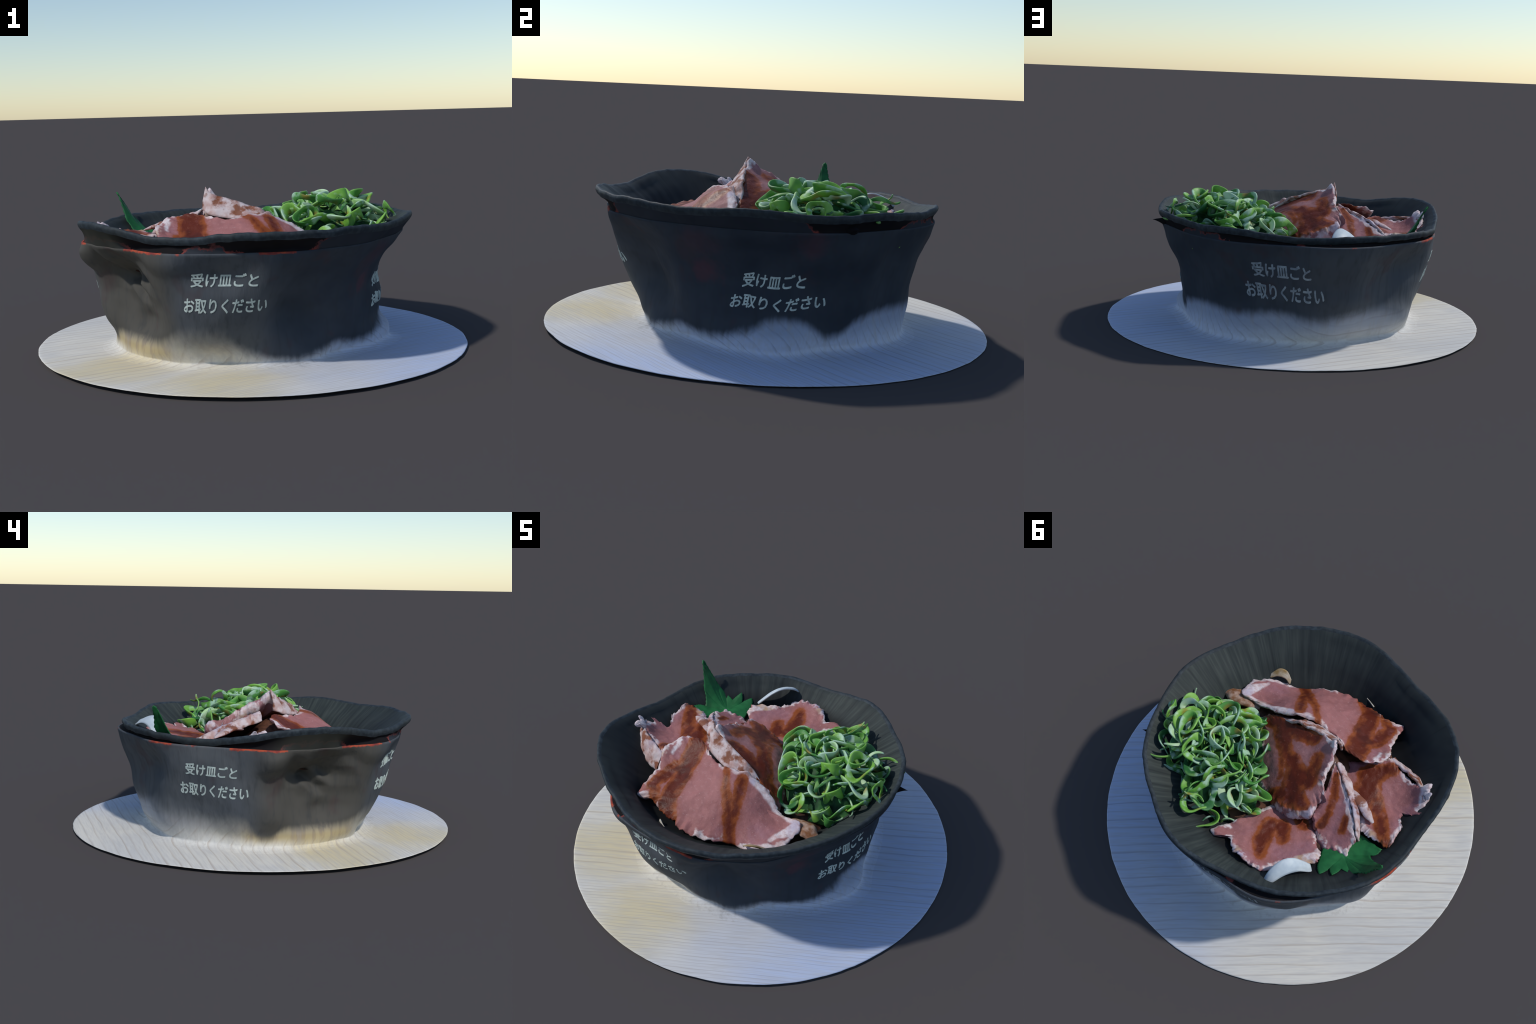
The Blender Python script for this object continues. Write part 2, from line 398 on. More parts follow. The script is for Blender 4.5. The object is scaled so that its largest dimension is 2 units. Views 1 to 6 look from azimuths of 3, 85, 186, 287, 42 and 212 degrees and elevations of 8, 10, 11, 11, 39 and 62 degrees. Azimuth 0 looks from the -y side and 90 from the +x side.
def recess_material():
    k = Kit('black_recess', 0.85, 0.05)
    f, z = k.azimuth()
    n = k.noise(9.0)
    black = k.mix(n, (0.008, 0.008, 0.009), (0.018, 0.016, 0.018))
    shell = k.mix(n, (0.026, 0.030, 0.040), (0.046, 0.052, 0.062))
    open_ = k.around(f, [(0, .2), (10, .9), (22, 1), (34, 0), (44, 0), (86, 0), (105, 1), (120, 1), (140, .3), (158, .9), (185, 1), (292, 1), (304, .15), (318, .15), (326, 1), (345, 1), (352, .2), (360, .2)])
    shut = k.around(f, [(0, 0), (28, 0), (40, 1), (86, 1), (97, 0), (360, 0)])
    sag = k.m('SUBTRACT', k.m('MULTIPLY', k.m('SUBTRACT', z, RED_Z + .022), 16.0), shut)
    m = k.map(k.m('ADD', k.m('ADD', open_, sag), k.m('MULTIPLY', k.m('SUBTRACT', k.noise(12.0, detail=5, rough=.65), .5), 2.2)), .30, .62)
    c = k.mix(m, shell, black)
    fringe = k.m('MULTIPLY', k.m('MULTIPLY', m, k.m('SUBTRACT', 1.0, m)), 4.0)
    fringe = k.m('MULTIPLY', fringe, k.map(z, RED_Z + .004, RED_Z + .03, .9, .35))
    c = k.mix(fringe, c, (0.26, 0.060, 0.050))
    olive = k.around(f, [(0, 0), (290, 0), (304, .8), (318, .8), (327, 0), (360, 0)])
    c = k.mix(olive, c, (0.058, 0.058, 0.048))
    return k.done(c)

def lip_material():
    k = Kit('bowl_lip', 0.6, 0.18)
    n = k.noise(40.0, detail=4)
    b = k.noise(5.0)
    c = k.mix(k.map(n, .35, .7), (0.022, 0.030, 0.038), (0.044, 0.058, 0.070))
    c = k.mix(k.map(b, .4, .7, 0.0, .5), c, (0.036, 0.040, 0.038))
    k.bump(n, 0.4, 0.004)
    return k.done(c)

def text_material():
    k = Kit('pale_lettering', 0.7, 0.15)
    n = k.noise(60.0, detail=2)
    return k.done(k.mix(k.map(n, .35, .65), (0.62, 0.70, 0.66), (0.44, 0.52, 0.50)))

def meat_material(name, outline, sauce, fat_width=0.012, fat_bias=(), lean=(0.375, 0.156, 0.150)):
    """Pink lean, pale ragged fat near the outline, brown sauce runs."""
    k = Kit(name, 0.6, 0.18)
    n1 = k.noise(14.0, detail=4, rough=.6)
    n2 = k.noise(55.0, detail=3, rough=.65)
    wob = k.v('SCALE', k.v('SUBTRACT', k.t.nodes.new('ShaderNodeTexNoise').outputs['Color'], (.5, .5, .5)), scale=0.03)
    k.t.nodes[-1]
    nt = [n for n in k.t.nodes if n.type == 'TEX_NOISE'][-1]
    k.put(nt.inputs['Vector'], k.obj); nt.inputs['Scale'].default_value = 16.0; nt.inputs['Detail'].default_value = 4.0
    p = k.v('ADD', k.obj, wob)
    leanc = k.mix(k.map(n1, .3, .7), lean, tuple(c * .84 for c in lean))
    violet = k.map(k.noise(5.0, detail=2), .48, .68, 0.0, .5)
    leanc = k.mix(violet, leanc, (0.33, 0.17, 0.215))
    speck = k.map(k.voronoi(42.0), 0.03, 0.10, .55, 0.0)
    speck = k.m('MULTIPLY', speck, k.map(k.noise(9.0), .45, .55))
    grain = k.noise(1.0, k.v('MULTIPLY', k.obj, (26.0, 90.0, 40.0)), 4, .6)
    leanc = k.mix(k.map(grain, .60, .74, 0.0, .30), leanc, (0.56, 0.40, 0.41))
    leanc = k.mix(speck, leanc, (0.74, 0.62, 0.62))
    leanc = k.mix(k.map(n2, .5, .8, 0.0, .30), leanc, (0.54, 0.29, 0.28))
    leanc = k.mix(k.map(k.noise(10.0, detail=5, rough=.7), .52, .7, 0.0, .45), leanc, (0.27, 0.095, 0.085))
    segs = [(outline[i], outline[(i + 1) % len(outline)], 0, 0) for i in range(len(outline))]
    patchy = k.map(k.noise(6.5, k.v('ADD', k.obj, (1.7, .3, 0.0)), 4, .6), .36, .62, -1.1, 1.9)
    fd = k.m('SUBTRACT', k.segments(p, segs), k.m('ADD', k.m('MULTIPLY', k.m('SUBTRACT', n1, .5), .05), k.m('MULTIPLY', patchy, fat_width)))
    if fat_bias:
        fb = k.segments(p, fat_bias)
        fd = k.m('MINIMUM', fd, k.m('ADD', fb, fat_width))
    fat = k.map(fd, fat_width * -.3, fat_width * .9, 1.0, 0.0)
    fatc = k.mix(k.map(n2, .35, .7), (0.72, 0.64, 0.65), (0.58, 0.42, 0.41))
    fatc = k.mix(k.map(k.noise(8.0), .52, .7, 0.0, .7), fatc, (0.52, 0.46, 0.58))
    fatc = k.mix(k.map(k.noise(11.0, detail=2), .56, .7, 0.0, .8), fatc, (0.46, 0.27, 0.14))
    col = k.mix(fat, leanc, fatc)
    rough = 0.5
    if sauce:
        sd = k.m('ADD', k.m('SUBTRACT', k.segments(p, sauce), .005), k.m('MULTIPLY', k.m('SUBTRACT', n2, .5), .02))
        sm = k.map(sd, -0.007, 0.006, 1.0, 0.0)
        sm = k.m('MULTIPLY', sm, k.map(n1, .22, .46, .60, .97))
        stain = k.m('MULTIPLY', k.map(sd, -.01, .032, 1.0, 0.0), k.map(n1, .3, .6, .15, .5))
        col = k.mix(stain, col, (0.27, 0.070, 0.035))
        run = k.noise(1.0, k.v('MULTIPLY', k.obj, (30.0, 14.0, 14.0)), 3, .5)
        deep = k.map(k.m('ADD', sd, k.m('MULTIPLY', k.m('SUBTRACT', run, .5), .07)), -.034, .002)
        sc = k.mix(deep, (0.110, 0.018, 0.006), (0.285, 0.072, 0.017))
        sc = k.mix(k.map(k.noise(7.0, detail=2), .56, .70, 0.0, .75), sc, (0.060, 0.012, 0.007))
        sc = k.mix(k.map(n2, .60, .76, 0.0, .35), sc, (0.36, 0.15, 0.10))
        col = k.mix(sm, col, sc)
        rough = k.map(sm, 0.0, 1.0, 0.60, 0.46)
    k.bump(k.m('ADD', k.m('MULTIPLY', n2, .7), n1), 0.35, 0.008)
    return k.done(col, rough)

def scallion_material():
    k = Kit('scallion_green', 0.5, 0.35)
    info = k.t.nodes.new('ShaderNodeObjectInfo')
    r = info.outputs['Random']
    n = k.noise(16.0, detail=3)
    t = k.m('ADD', r, k.m('MULTIPLY', k.m('SUBTRACT', n, .5), .55))
    c = k.mix(k.map(t, .05, .45), (0.022, 0.125, 0.038), (0.075, 0.270, 0.046))
    c = k.mix(k.map(t, .42, .68), c, (0.190, 0.430, 0.055))
    c = k.mix(k.map(t, .74, .92), c, (0.50, 0.68, 0.44))
    gen = [n for n in k.t.nodes if n.type == 'TEX_COORD'][0].outputs['Generated']
    gx, gy, gz = k.xyz(gen)
    rind = k.map(k.m('ADD', gz, k.m('MULTIPLY', k.m('SUBTRACT', n, .5), .6)), .62, .90, 0.0, .50)
    c = k.mix(rind, c, (0.28, 0.52, 0.14))
    pale = k.map(k.noise(14.0, detail=3), .54, .66, 0.0, .75)
    c = k.mix(pale, c, (0.44, 0.62, 0.52))
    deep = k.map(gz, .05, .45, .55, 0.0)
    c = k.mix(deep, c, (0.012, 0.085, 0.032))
    brown = k.map(k.noise(6.5, k.v('ADD', k.obj, (3.0, 1.0, 0.0)), 2), .62, .72, 0.0, .8)
    c = k.mix(brown, c, (0.26, 0.17, 0.03))
    k.bump(k.noise(60.0), 0.2, 0.004)
    return k.done(c)

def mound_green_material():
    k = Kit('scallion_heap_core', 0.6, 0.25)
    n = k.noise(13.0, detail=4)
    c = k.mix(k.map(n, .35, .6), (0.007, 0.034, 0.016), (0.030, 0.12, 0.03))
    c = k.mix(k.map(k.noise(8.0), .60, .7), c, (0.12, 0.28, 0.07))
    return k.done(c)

def leaf_material():
    k = Kit('shiso_leaf', 0.55, 0.3)
    n = k.noise(22.0, detail=3)
    c = k.mix(k.map(n, .3, .7), (0.012, 0.125, 0.036), (0.024, 0.19, 0.055))
    c = k.mix(k.map(k.noise(5.0), .5, .7, 0, .5), c, (0.010, 0.075, 0.026))
    k.bump(n, 0.3, 0.006)
    m = k.done(c)
    tr = k.t.nodes.new('ShaderNodeBsdfTranslucent'); k.put(tr.inputs[0], c)
    mx = k.t.nodes.new('ShaderNodeMixShader'); mx.inputs[0].default_value = .12
    out = next(n for n in k.t.nodes if n.type == 'OUTPUT_MATERIAL')
    k.t.links.new(k.bsdf.outputs[0], mx.inputs[1]); k.t.links.new(tr.outputs[0], mx.inputs[2])
    k.t.links.new(mx.outputs[0], out.inputs[0])
    return m

def plain_material(name, a, b, scale=12.0, rough=0.55):
    k = Kit(name, rough, 0.3)
    n = k.noise(scale, detail=4)
    k.bump(n, 0.3, 0.006)
    return k.done(k.mix(k.map(n, .35, .65), a, b))

# ------------------------------------------------------------------ plate
plate = thing('wooden_plate', 'round thin pale plate with straight wood grain', 'plate')
def build_plate():
    n = 256
    rows = []
    radii = [0.05, 0.2, 0.35] + [0.42 + 0.573 * i / 46 for i in range(47)]
    def ring(r, dz, wob=True):
        out = []
        for j in range(n):
            az = 360.0 * j / n; a = math.radians(az)
            w = 0.0025 * nz(math.sin(a) * 9, math.cos(a) * 9, 0) + 0.0015 * nz(math.sin(a) * 30, math.cos(a) * 30, 0) if r > .97 else 0
            rr = min(1.0, r + w)
            x, y = rr * math.sin(a), -rr * math.cos(a)
            out.append((x, y, max(0.0, plate_z(x, y) + dz)))
        return out
    for r in radii: rows.append(ring(r, 0))
    rows.append(ring(0.9985, -0.0012)); rows.append(ring(0.9975, -0.003)); rows.append(ring(0.985, -0.0045))
    rows.append(ring(0.80, -0.007)); rows.append([(x, y, 0.0) for x, y, z in ring(0.60, 0)]); rows.append([(x, y, 0.0) for x, y, z in ring(0.1, 0)])
    v, f = loft(rows)
    v.append((0, 0, plate_z(0, 0))); c = len(v) - 1
    f += [(c, (j + 1) % n, j) for j in range(n)]
    v.append((0, 0, 0)); c = len(v) - 1; b = (len(rows) - 1) * n
    f += [(c, b + j, b + (j + 1) % n) for j in range(n)]
    f = [tuple(reversed(q)) for q in f]
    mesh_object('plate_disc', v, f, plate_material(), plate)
build_plate()

# ------------------------------------------------------------------ bowl and holder
bowl = thing('rice_bowl', 'black scalloped bowl in dark eight-sided holder with white lettering', 'bowl')

def rim(az):
    r, z = periodic(RIM_R, az), periodic(RIM_Z, az)
    x, y, _ = at(az, r, z)
    return r + 0.003 * nz(x, y, z, 14), z + 0.003 * nz(x, y, z, 14, 4)

def lip_rows():
    prof = [(-0.007, -0.032), (-0.001, -0.022), (0.002, -0.012), (0.000, -0.003), (-0.006, 0.001), (-0.014, -0.0015), (-0.021, -0.007)]
    rows = []
    for dr, dz in prof:
        row = []
        for j in range(NAZ):
            az = 360.0 * j / NAZ; r, z = rim(az)
            x, y, _ = at(az, r, z)
            row.append(at(az, r + dr + (.0026 * nz(x, y, z, 30) + .0015 * nz(x, y, z, 70)), z + dz + .0030 * nz(x, y, z, 26, 9) + .0015 * nz(x, y, z, 70, 3)))
        rows.append(row)
    return rows

def holder_top(az):
    return wall_radius(az, RED_Z) + wall_dents(az, RED_Z)

lip = lip_rows()

def outside_radius(az, z):
    """Radius of the outer skin, lip recess included, to keep the inside clear of it."""
    if z <= RED_Z:
        return wall_radius(az, z) + wall_dents(az, z)
    r, zr = rim(az)
    return lerp(holder_top(az) - .010, r - .006, min(1, (z - RED_Z) / (zr - .034 - RED_Z))) - .014 * by_az(RECESS, az)
def build_bowl():
    v, f = loft(lip)
    mesh_object('lip', v, [tuple(reversed(q)) for q in f], lip_material(), bowl)
    # inside
    rows = [lip[-1]]
    shallow = [(-0.036, -0.016), (-0.056, -0.030), (-0.082, -0.048), (-0.115, -0.070), (-0.152, -0.092), (-0.20, -0.114), (-0.26, -0.132), (-0.34, -0.150), (-0.45, -0.165)]
    deep = [(-0.036, -0.018), (-0.056, -0.034), (-0.082, -0.055), (-0.110, -0.080), (-0.136, -0.118), (-0.158, -0.165), (-0.20, -0.200), (-0.30, -0.212), (-0.45, -0.190)]
    for (dr0, dz0), (dr1, dz1) in zip(shallow, deep):
        row = []
        for j in range(NAZ):
            az = 360.0 * j / NAZ; r, z = rim(az)
            w = by_az([(0, 1), (70, 1), (110, .15), (140, 0), (285, 0), (318, .5), (335, 1)], az)
            dr, dz = lerp(dr0, dr1, w), lerp(dz0, dz1, w)
            zz = lerp(z, 0.595, smooth(0, .2, -dz)) + dz
            rr = lerp(r, 0.755, smooth(.02, .20, -dz)) + dr
            x, y, _ = at(az, rr, zz)
            rr = min(rr, outside_radius(az, zz) - .026)
            rr += .0012 * math.sin(math.radians(az) * 64 + 3 * nz(x, y, 0, 3)) * smooth(0, .05, -dz) + .004 * nz(x, y, zz, 9)
            row.append(at(az, rr, zz))
        rows.append(row)
    v, f = loft(rows)
    c = len(v); v.append((CX, CY, 0.43)); b = (len(rows) - 1) * NAZ
    f += [(b + j, b + (j + 1) % NAZ, c) for j in range(NAZ)]
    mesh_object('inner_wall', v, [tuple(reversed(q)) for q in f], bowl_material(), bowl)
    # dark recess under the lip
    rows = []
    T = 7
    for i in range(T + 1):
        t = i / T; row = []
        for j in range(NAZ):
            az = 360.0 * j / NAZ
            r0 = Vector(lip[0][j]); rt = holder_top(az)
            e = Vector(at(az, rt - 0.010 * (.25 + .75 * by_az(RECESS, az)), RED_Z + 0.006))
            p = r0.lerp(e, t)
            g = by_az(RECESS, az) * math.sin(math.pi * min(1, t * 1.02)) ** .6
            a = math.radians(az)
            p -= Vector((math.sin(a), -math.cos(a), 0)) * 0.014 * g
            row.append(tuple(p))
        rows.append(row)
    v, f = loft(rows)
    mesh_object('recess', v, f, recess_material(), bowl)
build_bowl()

def build_burr():
    """A torn spur that sticks out under the rim at the right."""
    tip = Vector((.722, .284, .540)); n = 10; rows = []
    d = Vector((tip.x - CX, tip.y - CY, 0)).normalized(); side = Vector((-d.y, d.x, 0))
    for i in range(7):
        t = i / 6; c = tip - d * .065 * (1 - t) + Vector((0, 0, -.012 * (1 - t) ** 2))
        rows.append([tuple(c + side * (math.cos(TAU * j / n) * .030 * (1 - t) ** 1.4) + Vector((0, 0, math.sin(TAU * j / n) * .020 * (1 - t) ** 1.2))) for j in range(n)])
    v, f = loft(rows)
    mesh_object('rim_burr', v, f, recess_material(), bowl)
build_burr()

def build_holder():
    rows = []
    top = [(-0.010, 0.006), (-0.004, 0.0065), (-0.0005, 0.003)]
    for dr, dz in top:
        rows.append([at(360.0 * j / NAZ, holder_top(360.0 * j / NAZ) + dr * (.25 + .75 * by_az(RECESS, 360.0 * j / NAZ)), RED_Z + dz) for j in range(NAZ)])
    n = 64
    for i in range(n + 1):
        t = i / n
        row = []
        for j in range(NAZ):
            az = 360.0 * j / NAZ
            zb = 0.030
            z = lerp(RED_Z - 0.002, zb, t)
            row.append(wall_point(az, z))
        rows.append(row)
    for dr, zz in ((0.005, 0.0250), (0.013, 0.0200), (0.027, 0.0162), (0.048, 0.0138)):
        row = []
        for j in range(NAZ):
            az = 360.0 * j / NAZ
            r = wall_radius(az, 0.03) + wall_dents(az, 0.03) + dr
            x, y, _ = at(az, r, 0)
            row.append((x, y, plate_z(x, y) + zz - 0.0125 + 0.0002))
        rows.append(row)
    # tuck the toe just under the plate skin
    row = []
    for j in range(NAZ):
        az = 360.0 * j / NAZ
        r = wall_radius(az, 0.03) + wall_dents(az, 0.03) + 0.075
        x, y, _ = at(az, r, 0)
        row.append((x, y, plate_z(x, y) - 0.0015))
    rows.append(row)
    v, f = loft(rows)
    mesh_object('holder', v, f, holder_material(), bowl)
build_holder()

# ------------------------------------------------------------------ lettering on four sides
WORDS = ("\u53d7\u3051\u76bf\u3054\u3068", "\u304a\u53d6\u308a\u304f\u3060\u3055\u3044")
letter_mat = text_material()
def lettering(word, az0, az1, z0, z1, height, bold=0.025, shear=0.16, mat=None, lean=0.0, wave=0.0):
    cu = bpy.data.curves.new('lettering', 'FONT')
    cu.body = word; cu.size = 1.0; cu.shear = shear; cu.resolution_u = 3
    ob = bpy.data.objects.new('lettering', cu)
    bpy.context.scene.collection.objects.link(ob)
    bpy.context.view_layer.update()
    me = bpy.data.meshes.new_from_object(ob.evaluated_get(bpy.context.evaluated_depsgraph_get()))
    bpy.data.objects.remove(ob); bpy.data.curves.remove(cu)
    bm = bmesh.new(); bm.from_mesh(me)
    bmesh.ops.triangulate(bm, faces=bm.faces[:])
    for _ in range(2):
        long = [e for e in bm.edges if e.calc_length() > 0.18]
        if long: bmesh.ops.subdivide_edges(bm, edges=long, cuts=1)
        bmesh.ops.triangulate(bm, faces=[f for f in bm.faces if len(f.verts) > 3])
    xs = [v.co.x for v in bm.verts]; ys = [v.co.y for v in bm.verts]
    x0, x1, y0, y1 = min(xs), max(xs), min(ys), max(ys)
    base = bm.faces[:]; raised = {}
    for q, (sx, sy) in enumerate(((-1, -.5), (1, .5), (0, -1), (0, 1))):
        du = bmesh.ops.duplicate(bm, geom=base)
        for g in du['geom']:
            if isinstance(g, bmesh.types.BMVert):
                g.co.x += sx * bold; g.co.y += sy * bold; raised[g] = .0006 * (q + 1)
    ex = bmesh.ops.extrude_face_region(bm, geom=bm.faces[:])
    topv = set()
    for g in ex['geom']:
        if isinstance(g, bmesh.types.BMVert): topv.add(g)
    low = {v: k for v, k in raised.items()}
    tree = {}
    for v, k in low.items(): tree[(round(v.co.x, 5), round(v.co.y, 5))] = k
    for v in bm.verts:
        u = (v.co.x - x0) / (x1 - x0); w = (v.co.y - y0) / (y1 - y0) - .5
        az = lerp(az0, az1, u) + lean * w
        z = lerp(z0, z1, u) + w * height + wave * math.sin(u * 9)
        p = Vector(wall_point(az, z)); a = math.radians(az)
        lift = tree.get((round(v.co.x, 5), round(v.co.y, 5)), 0)
        p += Vector((math.sin(a), -math.cos(a), 0.2)) * (0.0010 + .5 * lift if v in topv else -0.002)
        v.co = p
    bmesh.ops.recalc_face_normals(bm, faces=bm.faces[:])
    bm.to_mesh(me); bm.free()
    me.materials.append(mat or letter_mat); me.name = 'lettering'
    o = bpy.data.objects.new('lettering', me); bpy.context.scene.collection.objects.link(o)
    o.parent = bowl
lettering(WORDS[0], 349, 371, 0.408, 0.406, 0.056)
lettering(WORDS[1], 346, 374, 0.300, 0.297, 0.060)
lettering(WORDS[0], 258, 280.5, 0.408, 0.400, 0.056)
lettering(WORDS[1], 254, 285, 0.306, 0.302, 0.060)
lettering(WORDS[0], 75, 97, 0.303, 0.306, 0.056, wave=.004)
lettering(WORDS[1], 71, 104, 0.212, 0.222, 0.052, wave=.007)
faded = plain_material('faded_lettering', (0.34, 0.39, 0.42), (0.20, 0.24, 0.28), 40)
lettering(WORDS[0], 163, 187, 0.395, 0.385, 0.070, .03, -.15, mat=faded)
lettering(WORDS[1], 159, 193, 0.285, 0.268, 0.078, .03, -.15, mat=faded)

# ------------------------------------------------------------------ meat slices
def catmull(points, n):
    P = [np.array(p, float) for p in points]; m = len(P); out = []
    for i in range(n):
        f = i / n * m; k = int(f); t = f - k
        p0, p1, p2, p3 = (P[(k + d) % m] for d in (-1, 0, 1, 2))
        out.append(.5 * (2 * p1 + (p2 - p0) * t + (2 * p0 - 5 * p1 + 4 * p2 - p3) * t * t + (3 * p1 - p0 - 3 * p2 + p3) * t ** 3))
    return out

def thin(points, step):
    """Drop outline points nearer than step, for the edge-distance nodes."""
    out = [points[0]]
    for p in points[1:]:
        if math.dist(p, out[-1]) > step: out.append(p)
    return out

def slice_height(model, extra):
    (mx, my), c = model
    def h(x, y):
        u, w = x - mx, y - my
        z = c[0] + c[1] * u + c[2] * w + c[3] * u * u + c[4] * u * w + c[5] * w * w
        for px, py, s, a in extra:
            z += a * math.exp(-((x - px) ** 2 + (y - py) ** 2) / (s * s))
        return z
    return h

def build_slice(label, outline, model, sauce, thick=0.018, extra=(), rag=0.006, fat_width=0.012, fat_bias=(), seed=0, lean=(0.375, 0.156, 0.150)):
    top = slice_height(model, extra)
    M, R = 320, 34
    ring = catmull(outline, M)
    cx = sum(p[0] for p in outline) / len(outline); cy = sum(p[1] for p in outline) / len(outline)
    edge = []
    for i, p in enumerate(ring):
        d = np.array([p[0] - cx, p[1] - cy]); d /= np.linalg.norm(d)
        frill = smooth(.0, .5, nz(p[0], p[1], 0, 7, seed + 5))
        j = rag * (nz(p[0], p[1], 0, 45, seed) + .8 * nz(p[0], p[1], 0, 110, seed)) + .016 * frill * nz(p[0], p[1], 0, 75, seed + 2)
        edge.append(p + d * j)
    def surf(x, y):
        return top(x, y) + .006 * nz(x, y, 0, 11, seed) + .003 * nz(x, y, 0, 34, seed + 3)
    rows = []
    for k in range(1, R + 1):
        t = (k / R) ** .75
        s = 1.0
        row = []
        for i, e in enumerate(edge):
            q = np.array([cx, cy]) * (1 - t) + e * t
            curl = (.014 * nz(e[0], e[1], 0, 16, seed + 8) + .012 * nz(e[0], e[1], 0, 42, seed + 9)) * smooth(.78, 1, t)
            droop = -.35 * thick * smooth(.93, 1, t)
            row.append((q[0], q[1], surf(q[0], q[1]) + curl + droop))
        rows.append(row)
    def under(shrink, depth):
        row = []
        for i, e in enumerate(edge):
            d = np.array([e[0] - cx, e[1] - cy]); L = np.linalg.norm(d); d /= L
            q = e - d * shrink
            ez = rows[R - 1][i][2]
            row.append((q[0], q[1], ez - depth + .006 * nz(e[0], e[1], depth * 9, 30, seed)))
        return row
    rows += [under(-.002, thick * .3), under(0.004, thick * .65), under(.018, thick * .9)]
    rows.append([(cx * .4 + p[0] * .6, cy * .4 + p[1] * .6, surf(cx * .4 + p[0] * .6, cy * .4 + p[1] * .6) - thick) for p in rows[-1]])
    v, f = loft(rows)
    n = len(v); v += [(cx, cy, surf(cx, cy)), (cx, cy, surf(cx, cy) - thick)]
    f += [(n, (j + 1) % M, j) for j in range(M)]
    b = (len(rows) - 1) * M
    f += [(n + 1, b + j, b + (j + 1) % M) for j in range(M)]
    mat = meat_material('roast_slice', thin(outline, .05), sauce, fat_width, fat_bias, lean)
    ob = mesh_object('meat_slice', v, f, mat)
    bm = bmesh.new(); bm.from_mesh(ob.data); bmesh.ops.recalc_face_normals(bm, faces=bm.faces[:]); bm.to_mesh(ob.data); bm.free()
    ob["label"] = label; ob["category"] = 'sliced meat'
    return ob

S1 = [(0.441,-0.347),(0.339,-0.421),(0.231,-0.434),(0.119,-0.497),(0.028,-0.528),(-0.040,-0.531),(-0.109,-0.520),(-0.181,-0.514),(-0.259,-0.495),(-0.309,-0.501),(-0.359,-0.507),(-0.366,-0.439),(-0.377,-0.338),(-0.405,-0.262),(-0.390,-0.200),(-0.343,-0.145),(-0.280,-0.135),(-0.223,-0.140),(-0.192,-0.157),(-0.144,-0.184),(-0.038,-0.201),(0.048,-0.193),(0.108,-0.175),(0.206,-0.165),(0.314,-0.192),(0.385,-0.193),(0.432,-0.192),(0.455,-0.225),(0.450,-0.287)]
build_slice('large pink roast slice with white fat rim and sauce stripes', S1, ((0.019, -0.276), (0.55, -0.113, 0.451, -0.108, -0.01, -0.037)),
    [((.21, -.45), (.16, -.39), .025, .028), ((.16, -.39), (.06, -.30), .030, .018), ((.06, -.30), (-.02, -.20), .018, .012), ((.16, -.36), (.10, -.22), .022, .028),
     ((-.11, -.53), (-.19, -.46), .035, .04), ((-.19, -.46), (-.22, -.33), .045, .05), ((-.22, -.33), (-.26, -.16), .055, .06), ((-.32, -.43), (-.29, -.30), .035, .04), ((-.25, -.49), (-.32, -.42), .02, .03)],
    extra=[(-.40, -.26, .04, .016), (-.31, -.28, .14, -.042), (.06, -.25, .14, .048), (.24, -.42, .10, -.035), (.32, -.21, .10, -.050)], fat_bias=[((.37, -.34), (.43, -.24), .018, .045), ((.05, -.19), (.40, -.19), .018, .034), ((-.20, -.16), (.05, -.19), .012, .018), ((-.36, -.25), (-.36, -.20), .015, .02)], seed=1)
S2 = [(-0.180,-0.105),(-0.130,-0.124),(-0.037,-0.147),(0.057,-0.150),(0.138,-0.160),(0.236,-0.165),(0.268,-0.140),(0.243,-0.088),(0.209,-0.025),(0.177,0.038),(0.157,0.115),(0.129,0.168),(0.044,0.204),(-0.045,0.240),(-0.113,0.261),(-0.166,0.256),(-0.245,0.229),(-0.244,0.182),(-0.246,0.126),(-0.272,0.125),(-0.235,0.088),(-0.216,0.056),(-0.207,-0.024),(-0.195,-0.065)]
build_slice('folded standing roast slice coated with brown sauce', S2, ((-0.027, 0.024), (0.58, -0.47, -0.469, -0.128, 0.126, -0.044)),
    [((.22, -.13), (.10, -.11), .035, .05), ((.10, -.11), (-.06, -.09), .05, .035), ((.12, -.10), (.03, .02), .05, .03), ((.03, .02), (-.11, .10), .03, .05), ((-.04, .05), (-.10, .18), .03, .06),
     ((-.10, .17), (-.02, .21), .05, .03), ((-.10, .18), (-.19, .20), .06, .03), ((.03, .06), (-.01, .13), .012, .012), ((-.13, -.02), (-.15, .10), .02, .04)],
    thick=0.06, extra=[(-.19, -.09, .035, .030), (.06, .06, .13, .048), (-.26, .13, .07, -.045)], fat_bias=[((.19, .03), (.13, .16), .018, .026), ((.13, .16), (.02, .21), .022, .012)], seed=2, lean=(0.33, 0.155, 0.155))
S3 = [(0.131,0.530),(0.104,0.483),(0.071,0.433),(0.021,0.341),(-0.053,0.224),(-0.177,0.183),(-0.219,0.172),(-0.261,0.216),(-0.302,0.260),(-0.339,0.315),(-0.381,0.347),(-0.384,0.393),(-0.338,0.434),(-0.271,0.472),(-0.241,0.514),(-0.210,0.566),(-0.160,0.588),(-0.106,0.583),(-0.057,0.575),(-0.025,0.571),(0.020,0.523),(0.064,0.518),(0.095,0.545)]
build_slice('pale pink roast slice with frayed fat edge', S3, ((-0.15, 0.447), (0.497, -0.045, 0.189, 0.0, 0.014, 0.012)),
    [((-.09, .34), (-.10, .44), .04, .045), ((-.10, .44), (-.14, .51), .045, .025), ((-.14, .32), (-.18, .37), .04, .03), ((-.15, .22), (-.22, .25), .02, .03)],
    extra=[(-.068, .575, .05, .02), (-.2, .46, .16, -.025)], fat_bias=[((-.36, .36), (-.30, .44), .02, .03), ((-.30, .44), (-.20, .56), .012, .02)], seed=3)
